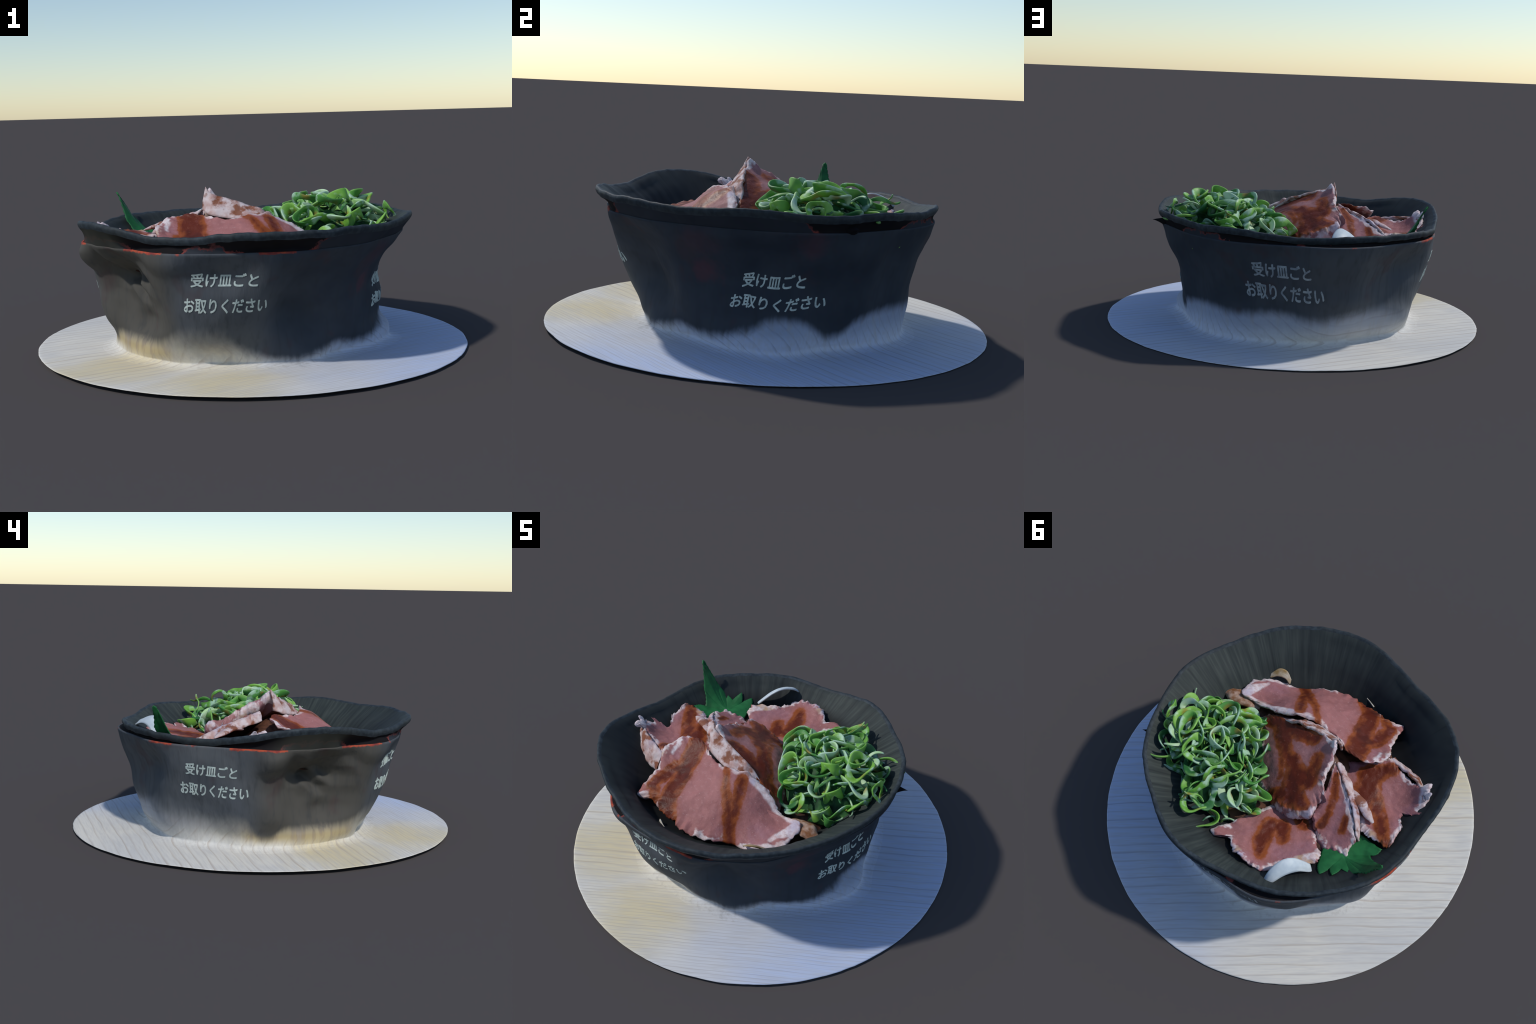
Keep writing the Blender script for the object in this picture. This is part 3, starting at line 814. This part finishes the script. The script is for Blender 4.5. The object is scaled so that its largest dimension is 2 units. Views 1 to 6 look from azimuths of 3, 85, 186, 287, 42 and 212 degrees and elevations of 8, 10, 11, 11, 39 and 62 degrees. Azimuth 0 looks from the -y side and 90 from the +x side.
S4 = [(-0.205,-0.055),(-0.240,-0.027),(-0.284,-0.003),(-0.359,0.058),(-0.413,0.109),(-0.473,0.182),(-0.489,0.206),(-0.480,0.237),(-0.493,0.285),(-0.465,0.291),(-0.420,0.289),(-0.380,0.304),(-0.340,0.292),(-0.307,0.264),(-0.246,0.210),(-0.239,0.154),(-0.240,0.087),(-0.229,0.025)]
build_slice('narrow roast slice with thick white fat strip', S4, ((-0.348, 0.156), (0.541, -0.014, -0.412, -0.007, 0.01, -0.014)),
    [((-.25, 0), (-.29, .08), .012, .018), ((-.29, .08), (-.31, .16), .016, .014), ((-.31, .16), (-.30, .22), .014, .02), ((-.39, .14), (-.41, .19), .012, .016)],
    thick=.025, extra=[(-.38, .22, .12, -.028)], fat_bias=[((-.24, -.02), (-.34, .05), .012, .018), ((-.34, .05), (-.47, .19), .02, .016), ((-.42, .27), (-.48, .28), .015, .015)], seed=4, lean=(0.35, 0.155, 0.165))
S5 = [(-0.224,-0.100),(-0.269,-0.162),(-0.359,-0.207),(-0.402,-0.255),(-0.484,-0.239),(-0.572,-0.207),(-0.616,-0.192),(-0.652,-0.225),(-0.668,-0.184),(-0.685,-0.144),(-0.668,-0.094),(-0.685,-0.085),(-0.648,-0.061),(-0.611,-0.085),(-0.603,-0.055),(-0.616,-0.009),(-0.641,0.023),(-0.641,0.083),(-0.645,0.126),(-0.627,0.155),(-0.590,0.150),(-0.526,0.148),(-0.486,0.140),(-0.455,0.112),(-0.407,0.069),(-0.347,0.016)]
build_slice('roast slice leaning on bowl side with sauce', S5, ((-0.557, -0.102), (0.55, -0.12, -0.107, 0.012, 0.022, -0.023)),
    [((-.45, -.22), (-.37, -.13), .03, .05), ((-.37, -.13), (-.42, -.02), .06, .05), ((-.42, -.08), (-.53, .04), .04, .035), ((-.53, .04), (-.61, .14), .035, .025), ((-.37, -.05), (-.45, .05), .04, .03)],
    extra=[(-.645, -.20, .05, .045), (-.57, -.08, .14, -.062)], fat_bias=[((-.63, -.20), (-.67, -.12), .025, .025), ((-.63, 0.0), (-.63, .13), .015, .02)], seed=5, rag=.009)

def tube(name, pts, radii, mat, flat=1.0, n=14, steps=10, seed=0, parent=None):
    P = [Vector(p) for p in pts]; m = len(P) - 1
    def pos(t):
        f = min(m - 1e-6, t * m); k = int(f); u = f - k
        p0, p1, p2, p3 = P[max(0, k - 1)], P[k], P[k + 1], P[min(m, k + 2)]
        return .5 * (2 * p1 + (p2 - p0) * u + (2 * p0 - 5 * p1 + 4 * p2 - p3) * u * u + (3 * p1 - p0 - 3 * p2 + p3) * u ** 3)
    N = steps * m; rows = []
    for i in range(N + 1):
        t = i / N; c = pos(t); d = (pos(min(1, t + .01)) - pos(max(0, t - .01))).normalized()
        s = d.cross(Vector((0, 0, 1))).normalized(); u = s.cross(d)
        f = min(len(radii) - 1.0001, t * (len(radii) - 1)); kk = int(f)
        r = lerp(radii[kk], radii[kk + 1], f - kk)
        row = []
        for j in range(n):
            a = TAU * j / n
            q = c + s * math.cos(a) * r + u * math.sin(a) * r * flat
            q += (q - c) * .35 * nz(q.x, q.y, q.z, 24, seed)
            row.append(tuple(q))
        rows.append(row)
    v, f = loft(rows)
    f += [tuple(range(n)), tuple(reversed([N * n + j for j in range(n)]))]
    return mesh_object(name, v, f, mat, parent)

def fat_strip(name, upper, lower, mat, label, bulge=.012):
    """A fat-covered cut face between two lines, rounded and lumpy."""
    n, m = 60, 10; verts, faces = [], []
    def along(P, t):
        f = min(len(P) - 1.0001, t * (len(P) - 1)); k = int(f); u = f - k
        p0, p1, p2, p3 = (Vector(P[max(0, min(len(P) - 1, k + d))]) for d in (-1, 0, 1, 2))
        return .5 * (2 * p1 + (p2 - p0) * u + (2 * p0 - 5 * p1 + 4 * p2 - p3) * u * u + (3 * p1 - p0 - 3 * p2 + p3) * u ** 3)
    for i in range(n + 1):
        t = i / n; a, b = along(upper, t), along(lower, t)
        d = along(upper, min(1, t + .02)) - along(upper, max(0, t - .02))
        out = d.cross(b - a).normalized()
        if out.z < 0: out = -out
        for j in range(m + 1):
            s = j / m; p = a.lerp(b, s)
            p += out * (bulge * math.sin(math.pi * s) ** .6 + .007 * nz(p.x, p.y, p.z, 26, 4) + .004 * nz(p.x, p.y, p.z, 60, 2))
            verts.append(p)
    for i in range(n):
        for j in range(m):
            k = i * (m + 1) + j; faces.append((k, k + 1, k + m + 2, k + m + 1))
    o = mesh_object(name, verts, faces, mat)
    md = o.modifiers.new('thickness', 'SOLIDIFY'); md.thickness = .012; md.offset = 0
    o["label"] = label; o["category"] = 'sliced meat'
    return o

def sauced_fat_material():
    k = Kit('sauced_fat', 0.6, 0.18)
    n = k.noise(20.0, detail=4)
    c = k.mix(k.map(n, .35, .65), (0.62, 0.53, 0.53), (0.46, 0.29, 0.26))
    c = k.mix(k.map(k.noise(7.0), .5, .68, 0, .6), c, (0.46, 0.40, 0.50))
    c = k.mix(k.map(k.noise(13.0, k.v('ADD', k.obj, (2.0, 0.0, 1.0)), 4, .6), .48, .60, 0.0, .9), c, (0.21, 0.058, 0.016))
    k.bump(n, .5, .01)
    return k.done(c)
strip_mat = sauced_fat_material()
fat_strip('meat_fat_edge', [(-.192, -.098, .738), (-.165, -.112, .706), (-.10, -.118, .686), (-.02, -.128, .660), (.05, -.134, .636), (.10, -.136, .604), (.16, -.146, .556), (.24, -.158, .500), (.272, -.145, .465)],
          [(-.205, -.120, .635), (-.165, -.162, .615), (-.09, -.184, .602), (-.01, -.197, .594), (.055, -.191, .574), (.11, -.184, .545), (.165, -.184, .512), (.235, -.190, .460), (.275, -.170, .430)],
          strip_mat, 'pale fat edge of standing slice with sauce', .003)
fat_strip('meat_fat_edge', [(-.215, -.05, .625), (-.285, 0.0, .603), (-.36, .062, .577), (-.42, .118, .548), (-.475, .185, .508)],
          [(-.245, -.072, .582), (-.315, -.025, .565), (-.388, .042, .541), (-.448, .104, .514), (-.495, .19, .476)],
          strip_mat, 'thick white fat edge of narrow slice', .008)

fat_strip('meat_fat_edge', [(-.668, -.14, .560), (-.605, -.200, .556), (-.50, -.238, .545), (-.415, -.262, .530)],
          [(-.640, -.215, .505), (-.575, -.265, .470), (-.49, -.300, .452), (-.41, -.315, .450)],
          strip_mat, 'pale fat side of leaning slice', .008)

fat_mat = plain_material('roast_fat', (0.66, 0.54, 0.50), (0.48, 0.27, 0.17), 18)
white_fat = plain_material('white_fat', (0.66, 0.60, 0.62), (0.54, 0.46, 0.50), 20)
skin_mat = plain_material('seared_skin', (0.24, 0.095, 0.035), (0.50, 0.35, 0.27), 22)
o = tube('meat_roll', [(-.335, .005, .55), (-.40, .035, .560), (-.455, .060, .545), (-.515, .085, .525)], [.014, .026, .026, .006], strip_mat, .45, seed=3)
o["label"] = 'small rolled meat edge, brown and white'; o["category"] = 'sliced meat'
o = tube('meat_scrap', [(.33, -.205, .445), (.40, -.190, .462), (.47, -.180, .462), (.55, -.190, .440)], [.02, .042, .045, .02], skin_mat, .5, seed=8)
o["label"] = 'seared brown scrap of roast meat'; o["category"] = 'sliced meat'

fray = random.Random(21)
for (x, y, z), cnt in (((-.655, -.175, .575), 6),):
    for i in range(cnt):
        p = Vector((x + fray.uniform(-.025, .025), y + fray.uniform(-.025, .025), z + fray.uniform(-.01, .008)))
        d = Vector((p.x * .6 + fray.uniform(-.3, .3), p.y * .6 + fray.uniform(-.3, .3), fray.uniform(.1, .7))).normalized() * fray.uniform(.016, .026)
        o = tube('meat_fray', [p - d * .6, p, p + d * .6 + Vector((0, 0, .004)), p + d], [.010, .016, .010, .003], white_fat, .6, 10, 5, i)
        o["label"] = 'small frayed white shred of meat'; o["category"] = 'sliced meat'

# ------------------------------------------------------------------ dark bed under the toppings
def build_bed():
    n, R = 120, 30; rows = []
    for k in range(1, R + 1):
        t = k / R; row = []
        for j in range(n):
            a = TAU * j / n; r = .58 * t
            x, y = -.03 + r * math.sin(a), .02 - r * math.cos(a)
            z = .445 - .05 * smooth(.7, 1, t) + .150 * math.exp(-((x + .08) / .22) ** 2 - ((y + .09) / .125) ** 2) \
                + .012 * nz(x, y, 0, 9) + .007 * nz(x, y, 0, 26)
            z -= .06 * smooth(-.25, -.45, y) * smooth(-.35, -.15, x)
            z += .05 * math.exp(-((x + .50) / .11) ** 2 - ((y + .24) / .07) ** 2)
            row.append((x, y, z))
        rows.append(row)
    v, f = loft(rows)
    f.append(tuple(range(n - 1, -1, -1)))
    f = [tuple(reversed(q)) for q in f]
    o = mesh_object('saucy_rice_bed', v, f, plain_material('saucy_rice', (0.035, 0.016, 0.012), (0.14, 0.060, 0.035), 24))
    o["label"] = 'dark sauce soaked rice under the toppings'; o["category"] = 'rice'
build_bed()

# ------------------------------------------------------------------ scallion heap
heap = thing('scallion_heap', 'heap of curly shredded green scallion rings', 'vegetable')
HX, HY = 0.37, 0.21
HEAP_R = [0.338, 0.333, 0.33, 0.327, 0.329, 0.33, 0.306, 0.287, 0.271, 0.255, 0.25, 0.257, 0.277, 0.303, 0.376, 0.396, 0.402, 0.379, 0.312, 0.302, 0.292, 0.291, 0.308, 0.337]   # by azimuth, every 15 degrees
def heap_top(x, y):
    dx, dy = x - HX, y - HY
    az = math.degrees(math.atan2(dx, -dy)); t = math.hypot(dx, dy) / periodic(HEAP_R, az)
    # crest runs across the middle, falling towards the front and the meat
    z = .045 * math.exp(-((x - .45) / .11) ** 2 - ((y - .12) / .12) ** 2) + lerp(.622, lerp(.500, .555, smooth(-.05, .18, HX - x)), smooth(.38, 1.02, t)) + .020 * nz(x, y, 0, 8, 2)
    z -= .075 * smooth(.08, .24, HX - x) * smooth(0.02, .18, y - HY) + .05 * smooth(.20, .42, y)
    z -= .035 * smooth(.03, -.13, y)
    return z, t

def keep_inside(x, y, gap, z=.48):
    dx, dy = x - CX, y - CY
    r = math.hypot(dx, dy); az = math.degrees(math.atan2(dx, -dy))
    lim = min(outside_radius(az, z), outside_radius(az, .56)) - .02 - gap
    k = min(1, lim / r)
    return CX + dx * k, CY + dy * k

sc_mat = scallion_material()
def build_heap_core():
    n, R = 96, 26; rows = []
    for k in range(R + 1):
        t = max(.02, k / R) * .95; row = []
        for j in range(n):
            az = 360.0 * j / n; a = math.radians(az); r = periodic(HEAP_R, az) * t
            x, y = HX + r * math.sin(a), HY - r * math.cos(a)
            x, y = keep_inside(x, y, .025)
            z, _ = heap_top(x, y)
            lump = .028 * nz(x, y, 0, 17, 1) + .012 * nz(x, y, 0, 40, 2)
            row.append((x, y, z - .040 + lump))
        rows.append(row)
    rows.append([(lerp(HX, x, .85), lerp(HY, y, .85), .38) for x, y, z in rows[-1]])
    v, f = loft(rows); f.append(tuple(range(n)))
    f = [tuple(reversed(q)) for q in f]
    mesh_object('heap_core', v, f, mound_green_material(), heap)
build_heap_core()

def band(pts, normals, width, thick, closed):
    """A flat fleshy strip along pts; width runs along normals."""
    n = len(pts); verts = []; faces = []
    for i in range(n):
        a = pts[(i + 1) % n] if closed or i < n - 1 else pts[i]
        b = pts[i - 1] if closed or i > 0 else pts[i]
        d = (a - b).normalized(); w = normals[i] - d * normals[i].dot(d); w.normalize(); s = d.cross(w)
        taper = 1.0 if closed else max(.25, math.sin(math.pi * (i + .5) / n) ** .4)
        W = width[i] * taper * .5; T = thick * .5
        for cw, cs in ((-1, -.5), (-.8, -1), (.8, -1), (1, -.5), (1, .5), (.8, 1), (-.8, 1), (-1, .5)):
            verts.append(pts[i] + w * (cw * W) + s * (cs * T))
    for i in range(n if closed else n - 1):
        k = (i + 1) % n
        for c in range(8):
            faces.append((i * 8 + c, i * 8 + (c + 1) % 8, k * 8 + (c + 1) % 8, k * 8 + c))
    if not closed:
        faces += [tuple(range(7, -1, -1)), tuple((n - 1) * 8 + c for c in range(8))]
    return verts, faces

def loop_mesh(r, squash, wide, seed, lean, thick):
    """One cut ring of scallion around local z; lean turns the band from upright to flat."""
    g = random.Random(seed); n = 44; pts = []; nor = []; wid = []
    ph = [g.uniform(0, TAU) for _ in range(5)]
    for i in range(n):
        a = TAU * i / n
        rr = r * (1 + .12 * math.sin(2 * a + ph[0]) + .08 * math.sin(3 * a + ph[1]))
        pts.append(Vector((rr * math.cos(a), rr * squash * math.sin(a), r * (.20 * math.sin(2 * a + ph[2]) + .14 * math.sin(a + ph[3])))))
        b = lean + .45 * math.sin(2 * a + ph[4])
        nor.append(Vector((math.sin(b) * math.cos(a), math.sin(b) * math.sin(a), math.cos(b))))
        wid.append(wide * (1 + .28 * math.sin(3 * a + ph[1])))
    return band(pts, nor, wid, thick, True)

def strand_mesh(length, wide, seed, flat):
    """A loose ribbon; flat ones lie down, the others stand on edge."""
    g = random.Random(seed); n = 34; pts = []; nor = []; wid = []
    p = Vector((-length / 2, 0, 0)); k1, k2 = g.uniform(-1, 1), g.uniform(1.2, 3.0)
    for i in range(n):
        t = i / (n - 1)
        ang = 1.3 * k1 * math.sin(t * 5 + k2) + k2 * .7 * t
        p = p + Vector((math.cos(ang), math.sin(ang), .45 * math.sin(t * 6 + k1 * 3))) * (length / n)
        pts.append(p.copy())
        side = Vector((-math.sin(ang), math.cos(ang), 0)); tw = .6 * math.sin(t * 4 + k2)
        nor.append((side * (1 if flat else .3) + Vector((0, 0, tw if flat else 1))).normalized()); wid.append(wide)
    c = sum(pts, Vector()) / n
    return band([q - c for q in pts], nor, wid, .007, False)

def shared(name, vf):
    me = bpy.data.meshes.new(name); me.from_pydata([tuple(q) for q in vf[0]], [], vf[1]); me.update()
    me.polygons.foreach_set("use_smooth", [True] * len(me.polygons)); me.materials.append(sc_mat)
    return me
# radius, squash, band width, lean from upright, thickness
ring_kinds = [shared('scallion_ring', loop_mesh(r, q, w, 10 + i, l, t)) for i, (r, q, w, l, t) in enumerate(
    [(.050, .85, .028, 1.15, .008), (.058, .75, .026, 1.05, .008), (.044, .92, .027, 1.2, .008), (.064, .68, .024, .9, .008),
     (.052, .85, .036, .35, .007), (.060, .72, .034, .45, .007), (.042, .9, .036, .25, .007)])]
strand_kinds = [shared('scallion_strand', strand_mesh(l, w, 40 + i, f)) for i, (l, w, f) in enumerate(
    [(.20, .016, False), (.26, .024, True), (.18, .026, True), (.22, .020, True), (.28, .010, False)])]

def put_scallion(me, name, loc, rot, s=1.0):
    o = bpy.data.objects.new(name, me); bpy.context.scene.collection.objects.link(o)
    o.parent = heap; o.location = loc; o.rotation_euler = rot; o.scale = (s, s, s)

spots = []
for _ in range(4000):
    az = rng.uniform(0, 360); t = math.sqrt(rng.random())
    if rng.random() > (periodic(HEAP_R, az) / .41) ** 2: continue
    a = math.radians(az); r = periodic(HEAP_R, az) * t * .93
    x, y = keep_inside(HX + r * math.sin(a), HY - r * math.cos(a), .07)
    if all(math.dist((x, y), q[:2]) > .054 for q in spots): spots.append((x, y, t, a))
for i, (x, y, t, a) in enumerate(spots):
    z, _ = heap_top(x, y)
    tilt = smooth(.45, 1, t) * .55
    rot = (rng.gauss(0, .34) + tilt * math.cos(a), rng.gauss(0, .34) + tilt * math.sin(a), rng.uniform(0, TAU))
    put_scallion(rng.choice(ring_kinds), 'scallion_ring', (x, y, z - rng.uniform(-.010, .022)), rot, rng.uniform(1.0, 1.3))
for i in range(20):
    az = rng.uniform(0, 360); t = math.sqrt(rng.random()) * .88
    a = math.radians(az); r = periodic(HEAP_R, az) * t * .9
    x, y = keep_inside(HX + r * math.sin(a), HY - r * math.cos(a), .10)
    z, _ = heap_top(x, y)
    put_scallion(rng.choice(strand_kinds), 'scallion_strand', (x, y, z + rng.uniform(-.014, .012)), (rng.gauss(0, .25), rng.gauss(0, .25), rng.uniform(0, TAU)), rng.uniform(.75, 1.1))
# pieces that stand out in the outline
put_scallion(ring_kinds[4], 'scallion_ring', (.272, -.035, .585), (.55, -.1, .4), 1.05)
put_scallion(ring_kinds[0], 'scallion_ring', (.655, .13, .588), (.2, 1.25, .6), .95)
put_scallion(strand_kinds[0], 'scallion_strand', (.56, .37, .575), (.3, .3, 2.4), 1.0)
put_scallion(strand_kinds[2], 'scallion_strand', (.30, .455, .61), (.9, .3, 1.2), .8)
put_scallion(strand_kinds[2], 'scallion_strand', (.265, .465, .60), (1.2, -.4, .2), .7)
put_scallion(ring_kinds[3], 'scallion_ring', (.255, .33, .635), (1.2, .3, 1.0), .8)

# ------------------------------------------------------------------ shiso leaf
def build_leaf():
    centre = Vector((-.475, .285, .468))
    # outline: (point, bow of the side that follows)
    tips = [((-.40, .13, .455), .0), ((-.617, .172, .498), -.010), ((-.585, .225, .486), .006), ((-.634, .270, .555), .003), ((-.681, .318, .682), .0), ((-.689, .329, .692), .0), ((-.684, .338, .682), .003),
            ((-.626, .353, .580), .006), ((-.560, .366, .505), .0), ((-.503, .360, .486), -.004), ((-.487, .420, .510), -.004), ((-.455, .382, .476), -.004),
            ((-.430, .440, .486), -.004), ((-.395, .395, .466), 0.0), ((-.37, .31, .455), .0)]
    edge = []
    for (a, bow), (b, _) in zip(tips, tips[1:] + tips[:1]):
        A, B = Vector(a), Vector(b); n = 14
        side = (B - A).cross(Vector((0, 0, 1))).normalized()
        for i in range(n):
            t = i / n
            edge.append(A.lerp(B, t) + side * bow * math.sin(math.pi * t))
    verts, faces = [centre], []
    R = 14; m = len(edge)
    for k in range(1, R + 1):
        t = k / R
        for i, e in enumerate(edge):
            p = centre.lerp(e, t + (.012 * (i % 3 - 1) if k == R else 0))
            p.z = lerp(centre.z, e.z, t ** 1.9) + .006 * nz(p.x, p.y, p.z, 13) * t
            verts.append(p)
    for i in range(m): faces.append((0, 1 + i, 1 + (i + 1) % m))
    for k in range(R - 1):
        for i in range(m):
            j = (i + 1) % m; a = 1 + k * m
            faces.append((a + i, a + m + i, a + m + j, a + j))
    o = mesh_object('shiso_leaf', verts, faces, leaf_material())
    md = o.modifiers.new('thickness', 'SOLIDIFY'); md.thickness = .004
    o["label"] = 'dark green pointed leaf standing against rim'; o["category"] = 'herb leaf'
build_leaf()

# ------------------------------------------------------------------ onion and radish slivers
white_mat = plain_material('white_radish', (0.60, 0.66, 0.68), (0.48, 0.55, 0.60), 14, .5)
def sheet(name, path, across, mat, label, thick=.008, arch=0.0):
    n, m = 24, 8; verts, faces = [], []
    P = [Vector(p) for p in path]
    for i in range(n + 1):
        t = i / n; f = min(len(P) - 1.0001, t * (len(P) - 1)); k = int(f); u = f - k
        p0, p1, p2, p3 = P[max(0, k - 1)], P[k], P[k + 1], P[min(len(P) - 1, k + 2)]
        q = .5 * (2 * p1 + (p2 - p0) * u + (2 * p0 - 5 * p1 + 4 * p2 - p3) * u * u + (3 * p1 - p0 - 3 * p2 + p3) * u ** 3)
        w = Vector(across) * max(.25, math.sin(math.pi * lerp(.08, .95, t)) ** .5)
        for j in range(m + 1):
            s = j / m
            verts.append(q + w * s + Vector((0, 0, arch * math.sin(math.pi * s))) + Vector((0, 0, .003 * nz(q.x, q.y, s, 20))))
    for i in range(n):
        for j in range(m):
            k = i * (m + 1) + j
            faces.append((k, k + 1, k + m + 2, k + m + 1))
    o = mesh_object(name, verts, faces, mat)
    md = o.modifiers.new('thickness', 'SOLIDIFY'); md.thickness = thick; md.offset = 0
    o["label"] = label; o["category"] = 'vegetable'
    return o
sheet('radish_slice', [(-.365, .420, .488), (-.303, .460, .556), (-.263, .510, .580), (-.238, .570, .560), (-.232, .618, .515)], (-.048, .040, -.034), white_mat, 'curved white translucent radish slice', .006, .008)
onion_mat = plain_material('pale_onion', (0.62, 0.60, 0.54), (0.50, 0.44, 0.32), 16, .5)
brown_onion = plain_material('browned_onion', (0.30, 0.19, 0.06), (0.50, 0.44, 0.34), 16, .5)
sheet('onion_sliver', [(-.16, -.545, .425), (-.08, -.580, .425), (.02, -.598, .425), (.12, -.590, .420)], (.0, -.012, -.016), onion_mat, 'thin pale sliver of onion', .006)
sheet('onion_sliver', [(.29, -.440, .440), (.325, -.455, .474), (.365, -.442, .482), (.395, -.405, .455)], (-.010, .034, -.026), brown_onion, 'curled browned sliver of onion', .007)
sheet('onion_sliver', [(-.545, -.295, .462), (-.565, -.275, .476), (-.588, -.262, .470)], (-.020, -.030, .004), onion_mat, 'small pale chip of onion', .005)
